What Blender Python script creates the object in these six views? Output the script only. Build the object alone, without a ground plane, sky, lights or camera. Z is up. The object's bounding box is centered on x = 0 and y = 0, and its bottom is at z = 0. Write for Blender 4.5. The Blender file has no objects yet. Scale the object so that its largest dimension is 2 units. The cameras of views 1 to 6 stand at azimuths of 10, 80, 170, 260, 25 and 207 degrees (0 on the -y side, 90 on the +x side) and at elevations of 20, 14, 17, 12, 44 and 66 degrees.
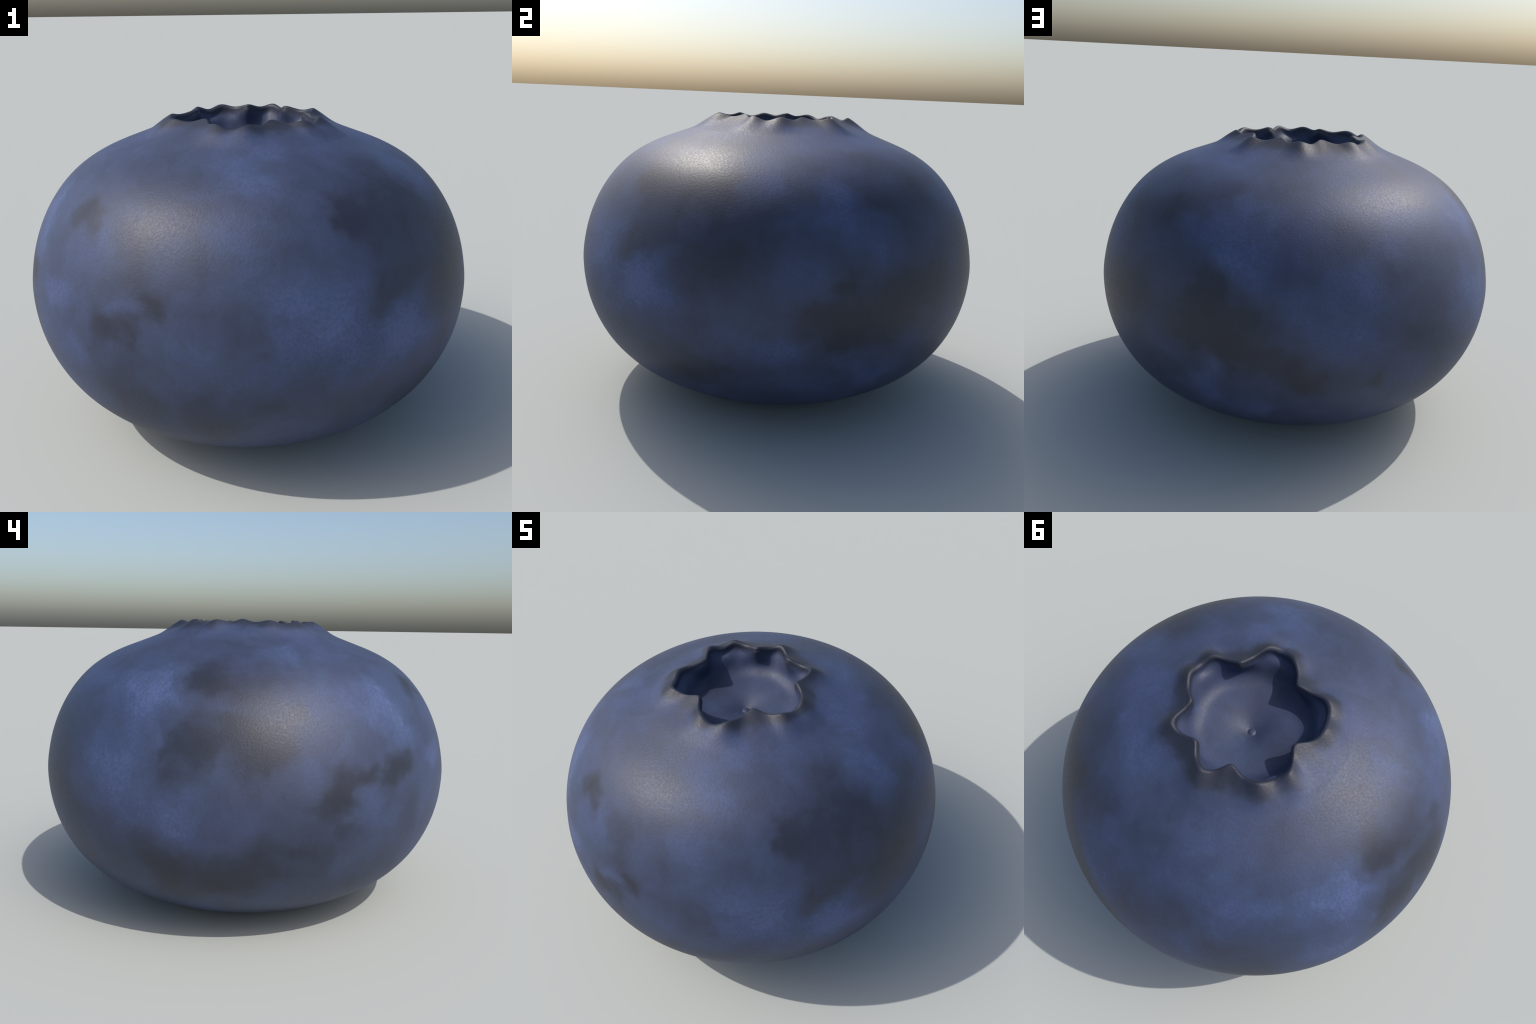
"""A single ripe blueberry standing on its stem end: a flattened round berry with
a waxy bloom, and a six-lobed ruffled calyx crown round a sunken basin on top."""
import bpy
import math
import numpy as np

COLUMNS = 900                      # divisions round the axis
PHI = np.arange(COLUMNS) * 2 * math.pi / COLUMNS

# ------------------------------------------------------------------ curves
def cubic_through(t, y, tq, closed=False):
    """C2 cubic interpolation of y(t) (natural ends, or periodic over 360)."""
    t, y = np.asarray(t, float), np.asarray(y, float)
    if closed:
        o = np.argsort(t)
        t, y = t[o], y[o]
        t = np.concatenate([t - 360, t, t + 360])
        y = np.concatenate([y, y, y])
    n, h = len(t), np.diff(t)
    a, b = np.zeros((n, n)), np.zeros((n,) + y.shape[1:])
    a[0, 0] = a[-1, -1] = 1
    for i in range(1, n - 1):
        a[i, i - 1], a[i, i], a[i, i + 1] = h[i - 1], 2 * (h[i - 1] + h[i]), h[i]
        b[i] = 6 * ((y[i + 1] - y[i]) / h[i] - (y[i] - y[i - 1]) / h[i - 1])
    m = np.linalg.solve(a, b)
    i = np.clip(np.searchsorted(t, tq) - 1, 0, n - 2)
    d = tq - t[i]
    hi = h[i]
    if y.ndim > 1:
        d, hi = d[:, None], hi[:, None]
    return (y[i] + d * ((y[i + 1] - y[i]) / hi - hi * (2 * m[i] + m[i + 1]) / 6)
            + d ** 2 * m[i] / 2 + d ** 3 * (m[i + 1] - m[i]) / (6 * hi))


def spline_rows(points, rows):
    """points: list of (r, z) arrays over phi; smooth curve sampled in `rows`
    places by even arc length. Returns (rows, COLUMNS, 2)."""
    p = np.stack([np.stack(np.broadcast_arrays(r, z, PHI)[:2], -1) for r, z in points])
    seg = np.linalg.norm(np.diff(p.mean(1), axis=0), axis=1)
    t = np.concatenate([[0], np.cumsum(np.sqrt(seg))])
    tq = np.linspace(0, t[-1], 40 * len(points))
    flat = p.reshape(len(p), -1)
    fine = cubic_through(t, flat, tq).reshape(len(tq), COLUMNS, 2)
    run = np.concatenate([[0], np.cumsum(np.linalg.norm(np.diff(fine.mean(1), axis=0), axis=1))])
    want = np.linspace(0, run[-1], rows)
    k = np.clip(np.searchsorted(run, want) - 1, 0, len(run) - 2)
    w = ((want - run[k]) / (run[k + 1] - run[k]))[:, None, None]
    return fine[k] * (1 - w) + fine[k + 1] * w


# ------------------------------------------------------------------ the crown
# The rim of the crown in plan: six lobes between six folded-in notches.
# (azimuth in degrees from +x, radius)
RIM_PLAN = [
    (-124.0, .238), (-119.0, .250), (-113.5, .280), (-107.0, .309), (-99.0, .332), (-90.0, .346), (-79.0, .333),
    (-71.5, .300), (-62.0, .254), (-54.8, .241), (-49.6, .255), (-43.0, .293), (-35.5, .328), (-24.0, .337),
    (-11.8, .332), (-2.0, .306), (4.5, .281), (11.8, .254), (17.5, .266), (23.5, .296), (30.0, .325),
    (36.0, .330), (41.8, .312), (47.5, .289), (52.5, .267), (57.2, .258), (62.8, .278), (68.0, .302),
    (74.5, .322), (80.5, .329), (88.0, .302), (93.5, .276), (97.6, .258), (102.4, .261), (106.6, .283),
    (113.0, .310), (122.0, .334), (133.0, .330), (145.0, .331), (151.0, .310), (157.0, .274), (163.6, .247),
    (170.0, .262), (178.0, .306), (188.5, .332), (199.0, .340), (213.0, .339), (222.5, .294), (230.5, .252)]
# Its height: raised at notch tips and at the corners of the lobes.
RIM_HEIGHT = [
    (-124.0, 1.392), (-114.0, 1.379), (-101.8, 1.388), (-90.5, 1.370), (-78.0, 1.389), (-69.0, 1.378), (-54.8, 1.393),
    (-43.0, 1.378), (-34.2, 1.389), (-23.0, 1.371), (-12.0, 1.389), (-1.0, 1.378), (11.0, 1.391),
    (22.0, 1.379), (32.6, 1.390), (42.5, 1.377), (57.0, 1.393), (67.8, 1.377), (77.6, 1.390), (87.5, 1.377),
    (97.5, 1.393), (112.0, 1.378), (122.0, 1.389), (134.5, 1.371), (145.5, 1.389), (155.0, 1.379), (164.2, 1.393),
    (178.0, 1.379), (189.0, 1.388), (200.0, 1.371), (214.0, 1.388), (222.3, 1.378)]
deg = np.degrees(PHI)


def wrapped(table):
    t = np.array(table)
    return cubic_through(t[:, 0] % 360, t[:, 1], deg, closed=True)


def soften(v, degrees):
    s = max(1, int(degrees / 360 * COLUMNS * 3))
    x = np.arange(-s, s + 1)
    k = np.exp(-.5 * (x / (degrees / 360 * COLUMNS)) ** 2)
    k /= k.sum()
    return np.convolve(np.concatenate([v[-s:], v, v[:s]]), k, "valid")


rim_r = soften(wrapped(RIM_PLAN), 1.1) + .004
rim_r = rim_r + .006 * np.clip((.29 - rim_r) / .04, 0, 1)
rim_z = soften(wrapped(RIM_HEIGHT), 1.1)
lobe = np.clip((rim_r - .25) / .075, 0, 1)[:, None]
lobe = lobe * lobe * (3 - 2 * lobe)
LIP = .0105 + .0065 * lobe                          # half thickness of the rim, thicker on the lobes

# ------------------------------------------------------------------ rows from stem to basin
BODY = [(0, .012), (.08, .009), (.17, .003), (.27, 0.0), (.345, .0035), (.4057, .0105), (.4642, .0215),
        (.5207, .0390), (.5764, .0625), (.6331, .0900), (.6905, .1215), (.747, .1572), (.8004, .1990), (.8488, .2468),
        (.8912, .3000), (.9271, .3590), (.9561, .4216), (.9779, .4876), (.9922, .5557), (.9992, .6251),
        (.9992, .6949), (.9898, .7640), (.9748, .8319), (.9535, .8977), (.9263, .9610), (.8931, 1.0208),
        (.854, 1.0765), (.8092, 1.1270), (.7586, 1.1715), (.7027, 1.2090), (.6435, 1.2400), (.5836, 1.2650),
        (.5249, 1.2868), (.470, 1.3075)]

BODY = [(r + .0035 * math.exp(-((z - .23) / .14) ** 2) * min(1, r / .5) ** 4, z - .0012 * (.3 < r) * (z < .2)) for r, z in BODY]
body = spline_rows([(np.full(COLUMNS, r), np.full(COLUMNS, z)) for r, z in BODY], 200)

# neck: from the shoulder circle up to the wavy rim
p0 = body[-1]
t0 = (body[-1] - body[-2])
t0 /= np.linalg.norm(t0, axis=-1, keepdims=True)
elbow = np.stack([.421 + .12 * (rim_r - .335), 1.322 - .22 * (.335 - rim_r)], -1)   # folds pull in at the notches
crest = np.stack([rim_r, rim_z - LIP[:, 0]], -1)         # centre of the rounded lip
t1 = crest - elbow
t1 /= np.linalg.norm(t1, axis=-1, keepdims=True)
n1 = np.stack([t1[:, 1], -t1[:, 0]], -1)           # outward normal (r, z)
p1 = crest + LIP * n1
span = np.linalg.norm(p1 - p0, axis=-1, keepdims=True)
u = np.linspace(0, 1, 40)[1:, None, None]
c0, c1 = p0 + t0 * span * .36, p1 - t1 * span * .47
neck = (1 - u) ** 3 * p0 + 3 * u * (1 - u) ** 2 * c0 + 3 * u ** 2 * (1 - u) * c1 + u ** 3 * p1

# lip: a half round over the rim
a0 = np.arctan2(n1[:, 1], n1[:, 0])
lip = np.stack([crest + LIP * np.stack([np.cos(a0 + (math.pi - a0) * k), np.sin(a0 + (math.pi - a0) * k)], -1)
                for k in np.linspace(0, 1, 9)[1:]])

# basin: fluted wall, rounded foot, gently dished floor, funnel with the style scar
foot = .266 + .10 * (rim_r - .30)
wall_top = lip[-1]
flat = np.ones(COLUMNS)
basin = spline_rows([
    (wall_top[:, 0], wall_top[:, 1]),
    (wall_top[:, 0] - .005, wall_top[:, 1] - .022),
    (.45 * wall_top[:, 0] + .55 * foot + .002, 1.318 * flat),
    (foot, 1.276 * flat),
    (foot - .022, 1.252 * flat),
    (.7 * foot + .035, 1.240 * flat),
    (.185 * flat, 1.2335 * flat),
    (.135 * flat, 1.2265 * flat),
    (.092 * flat, 1.2165 * flat),
    (.055 * flat, 1.2035 * flat),
    (.024 * flat, 1.1900 * flat)], 96)[1:]
scar = spline_rows([(np.full(COLUMNS, r), np.full(COLUMNS, z)) for r, z in
                    [(.024, 1.190), (.0195, 1.1886), (.0155, 1.1898), (.010, 1.1922), (.005, 1.1931), (0, 1.1933)]], 20)[1:]

rows = np.concatenate([body, neck, lip, basin, scar])
rows[0, :, 0] = rows[-1, :, 0] = 0
counts = [len(body), len(neck), len(lip), len(basin), len(scar)]
edges = np.cumsum(counts)

# ------------------------------------------------------------------ one smooth surface
n_rows = len(rows)
ring = np.stack([rows[1:-1, :, 0] * np.cos(PHI), rows[1:-1, :, 0] * np.sin(PHI), rows[1:-1, :, 1]], -1)
verts = np.concatenate([[[0, 0, rows[0, 0, 1]]], ring.reshape(-1, 3), [[0, 0, rows[-1, 0, 1]]]])


def vid(i, j):
    """vertex number of row i, column j"""
    if i == 0:
        return 0
    if i == n_rows - 1:
        return len(verts) - 1
    return 1 + (i - 1) * COLUMNS + j % COLUMNS


def strip(i):
    """faces between row i and row i + 1"""
    for j in range(COLUMNS):
        a, b, c, d = vid(i, j), vid(i, j + 1), vid(i + 1, j + 1), vid(i + 1, j)
        if i == 0:
            yield (a, c, d)
        elif i == n_rows - 2:
            yield (a, b, d)
        else:
            yield (a, b, c, d)


whole = bpy.data.meshes.new("whole_berry")
whole.from_pydata(verts.tolist(), [], [f for i in range(n_rows - 1) for f in strip(i)])
whole.polygons.foreach_set("use_smooth", [True] * len(whole.polygons))
whole.update()
normals = np.empty(len(verts) * 3)
whole.vertex_normals.foreach_get("vector", normals)
normals = normals.reshape(-1, 3)
bpy.data.meshes.remove(whole)

# ------------------------------------------------------------------ material
# Where the waxy bloom lies thick (positive) and where it is rubbed away
# (negative): azimuth in degrees, height, size, strength.
BLOOM = [
    (140, 1.08, .23, 1.0), (141, .78, .24, .95), (148, .60, .14, .5), (112, 1.13, .20, .45), (167, 1.05, .08, .6),
    (-150, 1.05, .15, .85), (-145, .94, .11, .65), (-158, .68, .14, .4), (-179, .44, .07, .5), (-177, 1.25, .12, .45),
    (-83, 1.22, .15, .7), (-79, 1.32, .13, .4), (-84, 1.10, .12, .5), (-119, 1.01, .11, .5), (-130, .82, .11, .6),
    (-100, 1.04, .11, .4), (-108, .85, .09, .6), (-122, .63, .10, .55), (-65, .88, .20, .95), (-57, .70, .24, .8),
    (-70, .70, .17, .4), (-42, .72, .19, .9), (-18, 1.19, .15, .55), (-2, 1.29, .20, .55), (-7, .50, .15, .8),
    (-17, .58, .17, .55), (-5, .78, .18, .5), (10, .99, .15, .4), (17, .34, .12, .5), (-7, .31, .14, .4),
    (5, 1.13, .11, .4), (42, 1.28, .22, .5), (57, 1.08, .20, .75), (64, .94, .16, .6), (61, .53, .07, .65),
    (57, .41, .14, .55), (69, .33, .13, .5), (91, .82, .26, .35)]
RUBBED = [
    (156, .82, .12, 1.15), (167, 1.11, .12, .9), (157, 1.13, .11, .7), (178, 1.15, .11, .6), (161, .94, .15, 1.1),
    (174, .94, .19, .9), (174, .84, .10, .5), (-150, .81, .085, 1.2), (-159, .79, .075, 1.0), (-167, .74, .11, 1.3),
    (-170, .66, .09, .8), (-165, .58, .07, .8), (155, .37, .17, .9), (171, .39, .18, .9), (-174, .47, .17, 1.0),
    (-126, 1.09, .09, 1.0), (-102, .87, .075, 1.1), (-110, .76, .095, 1.1), (-39, 1.11, .20, .62),
    (-54, 1.14, .10, .7), (-45, .96, .17, .6), (-50, .84, .13, .75), (-81, .80, .14, .45), (-76, .51, .10, .5),
    (-90, .41, .15, .7), (-107, .49, .13, .6), (-20, .93, .23, .7), (-29, .77, .18, .5), (6, .79, .075, .8),
    (5, .58, .16, 1.1), (18, .66, .21, 1.0), (31, .77, .19, .65), (24, 1.05, .17, .6), (-37, .36, .17, .75),
    (-27, .33, .14, .5), (28, 1.23, .12, .5), (37, 1.11, .14, .6), (59, .85, .12, .9), (59, .72, .20, 1.0),
    (72, .64, .17, 1.0), (83, .50, .16, 1.0), (100, .46, .06, .8), (114, .68, .14, .5), (54, 1.21, .09, .5)]


GIRTH = 1.35


def shoulder_radius(z):
    zs = np.array([p[1] for p in BODY[3:]])
    return float(np.interp(z, zs, [p[0] for p in BODY[3:]]))


def skin_material(name, rim=False):
    """dark navy skin under a patchy, grainy, pale blue wax"""
    mat = bpy.data.materials.new(name)
    mat.use_nodes = True
    nt = mat.node_tree
    bsdf = nt.nodes["Principled BSDF"]

    def node(kind, **kw):
        n = nt.nodes.new(kind)
        for k, v in kw.items():
            if k.startswith("i_"):
                n.inputs[int(k[2:])].default_value = v
            else:
                setattr(n, k, v)
        return n

    def link(a, b):
        nt.links.new(a, b)

    def math_node(op, a, b=None, clamp=False):
        n = node("ShaderNodeMath", operation=op, use_clamp=clamp)
        for k, v in enumerate((a, b)):
            if v is None:
                continue
            if isinstance(v, (int, float)):
                n.inputs[k].default_value = v
            else:
                link(v, n.inputs[k])
        return n.outputs[0]

    def noise(vec, scale, detail, rough=.5):
        n = node("ShaderNodeTexNoise")
        n.inputs["Scale"].default_value = scale
        n.inputs["Detail"].default_value = detail
        n.inputs["Roughness"].default_value = rough
        link(vec, n.inputs["Vector"])
        return n

    def remap(v, a, b, c, d, mode="LINEAR"):
        n = node("ShaderNodeMapRange", interpolation_type=mode)
        for k, x in zip((1, 2, 3, 4), (a, b, c, d)):
            n.inputs[k].default_value = x
        link(v, n.inputs[0])
        return n.outputs[0]

    place = node("ShaderNodeTexCoord").outputs["Object"]

    # ragged, wispy patch edges: bend the coordinates before measuring distance
    bent = place
    for scale, detail, amount in ((3.0, 1, .10), (6, 4, .24), (20, 3, .07)):
        w = noise(place, scale, detail)
        off = node("ShaderNodeVectorMath", operation="SUBTRACT")
        link(w.outputs["Color"], off.inputs[0])
        off.inputs[1].default_value = (.5, .5, .5)
        mad = node("ShaderNodeVectorMath", operation="MULTIPLY_ADD")
        link(off.outputs[0], mad.inputs[0])
        mad.inputs[1].default_value = (amount, amount, amount * .8)
        link(bent, mad.inputs[2])
        bent = mad.outputs[0]

    # patches run rather along the berry's girth than up and down
    squash = node("ShaderNodeVectorMath", operation="MULTIPLY")
    link(bent, squash.inputs[0])
    squash.inputs[1].default_value = (1, 1, GIRTH)
    total = None
    for sign, patches in ((1, BLOOM), (-1, RUBBED)):
        for az, z, size, strength in patches:
            r, a = shoulder_radius(z), math.radians(az)
            d = node("ShaderNodeVectorMath", operation="DISTANCE")
            link(squash.outputs[0], d.inputs[0])
            d.inputs[1].default_value = (r * math.cos(a), r * math.sin(a), z * GIRTH)
            m = remap(d.outputs["Value"], 0, size * 1.6, sign * strength * (.88 if sign > 0 else .85), 0, "SMOOTHERSTEP")
            total = m if total is None else math_node("ADD", total, m)

    cloud = noise(place, 2.3, 5, .55)
    wisps = noise(bent, 6.5, 4, .55)
    field = math_node("ADD", total, remap(cloud.outputs[0], .25, .75, -.50, .40))
    field = math_node("ADD", field, remap(wisps.outputs[0], .25, .75, -.34, .34))

    # fine speckle, strongest where the wax is thick
    grain = noise(place, 78, 3, .65)
    thick = remap(field, -.2, .9, .03, .40)
    field = math_node("ADD", field, math_node("MULTIPLY", thick, remap(grain.outputs[0], .3, .7, -1, 1)))

    if rim:
        # the crown's lip carries no wax: brown-black skin shows, fading away from it
        sep = node("ShaderNodeSeparateXYZ")
        edge = node("ShaderNodeMix", data_type="VECTOR")
        edge.inputs[0].default_value = .35
        link(place, edge.inputs[4])
        link(bent, edge.inputs[5])
        link(edge.outputs[1], sep.inputs[0])
        bare = remap(sep.outputs[2], 1.338, 1.382, 0, 1.15, "SMOOTHSTEP")
        field = math_node("SUBTRACT", field, bare)

    ramp = node("ShaderNodeValToRGB")
    link(remap(field, -1.45, 1.5, 0, 1), ramp.inputs[0])
    el = ramp.color_ramp.elements
    stops = [(0, (.0125, .0155, .0275)), (.22, (.0175, .022, .041)), (.36, (.0245, .0325, .065)), (.51, (.0325, .0455, .095)),
             (.68, (.0415, .061, .138)), (.88, (.060, .085, .190)), (1, (.068, .097, .215))]
    el[0].position, el[0].color = stops[0][0], (*stops[0][1], 1)
    el[1].position, el[1].color = stops[-1][0], (*stops[-1][1], 1)
    for p, c in stops[1:-1]:
        e = el.new(p)
        e.color = (*c, 1)

    # slight drift between slate-teal and violet
    drift = noise(place, 4.2, 2)
    hue = node("ShaderNodeHueSaturation")
    link(remap(drift.outputs[0], .3, .7, .496, .504), hue.inputs["Hue"])
    link(ramp.outputs[0], hue.inputs["Color"])
    link(hue.outputs[0], bsdf.inputs["Base Color"])

    gloss = noise(place, 115, 2, .6)
    link(math_node("ADD", remap(field, -1, 1, .56 if rim else .49, .60), remap(gloss.outputs[0], .3, .7, .05, -.05)), bsdf.inputs["Roughness"])
    bsdf.inputs["Specular IOR Level"].default_value = .45

    # fine pebbling of the skin
    fine = noise(place, 105, 2, .55)
    bump = node("ShaderNodeBump")
    bump.inputs["Strength"].default_value = .19
    bump.inputs["Distance"].default_value = .004
    link(fine.outputs[0], bump.inputs["Height"])
    link(bump.outputs[0], bsdf.inputs["Normal"])
    return mat


SKIN = skin_material("blueberry_skin")
CROWN = skin_material("calyx_skin", rim=True)

# ------------------------------------------------------------------ parts
berry = bpy.data.objects.new("blueberry", None)
bpy.context.scene.collection.objects.link(berry)
berry["label"] = "ripe blue berry with waxy bloom and ruffled open crown"
berry["category"] = "blueberry"


def part(name, first, last, material):
    """cut rows first..last out of the whole surface as a named mesh"""
    faces = [f for i in range(first, last) for f in strip(i)]
    used = np.unique(np.concatenate([np.array(f) for f in faces]))
    index = np.full(len(verts), -1)
    index[used] = np.arange(len(used))
    me = bpy.data.meshes.new(name)
    me.from_pydata(verts[used].tolist(), [], [tuple(int(index[v]) for v in f) for f in faces])
    me.polygons.foreach_set("use_smooth", [True] * len(me.polygons))
    me.normals_split_custom_set_from_vertices(normals[used].tolist())
    me.materials.append(material)
    me.update()
    o = bpy.data.objects.new(name, me)
    bpy.context.scene.collection.objects.link(o)
    o.parent = berry
    return o


stem_rows = int(np.argmax(rows[:edges[0], 0, 0] > .11))
part("stem_scar", 0, stem_rows, SKIN)
part("skin", stem_rows, edges[0] + 2, SKIN)
part("calyx_crown", edges[0] + 2, edges[2] + 3, CROWN)
part("calyx_basin", edges[2] + 3, edges[3] - 1, CROWN)
part("style_scar", edges[3] - 1, n_rows - 1, SKIN)
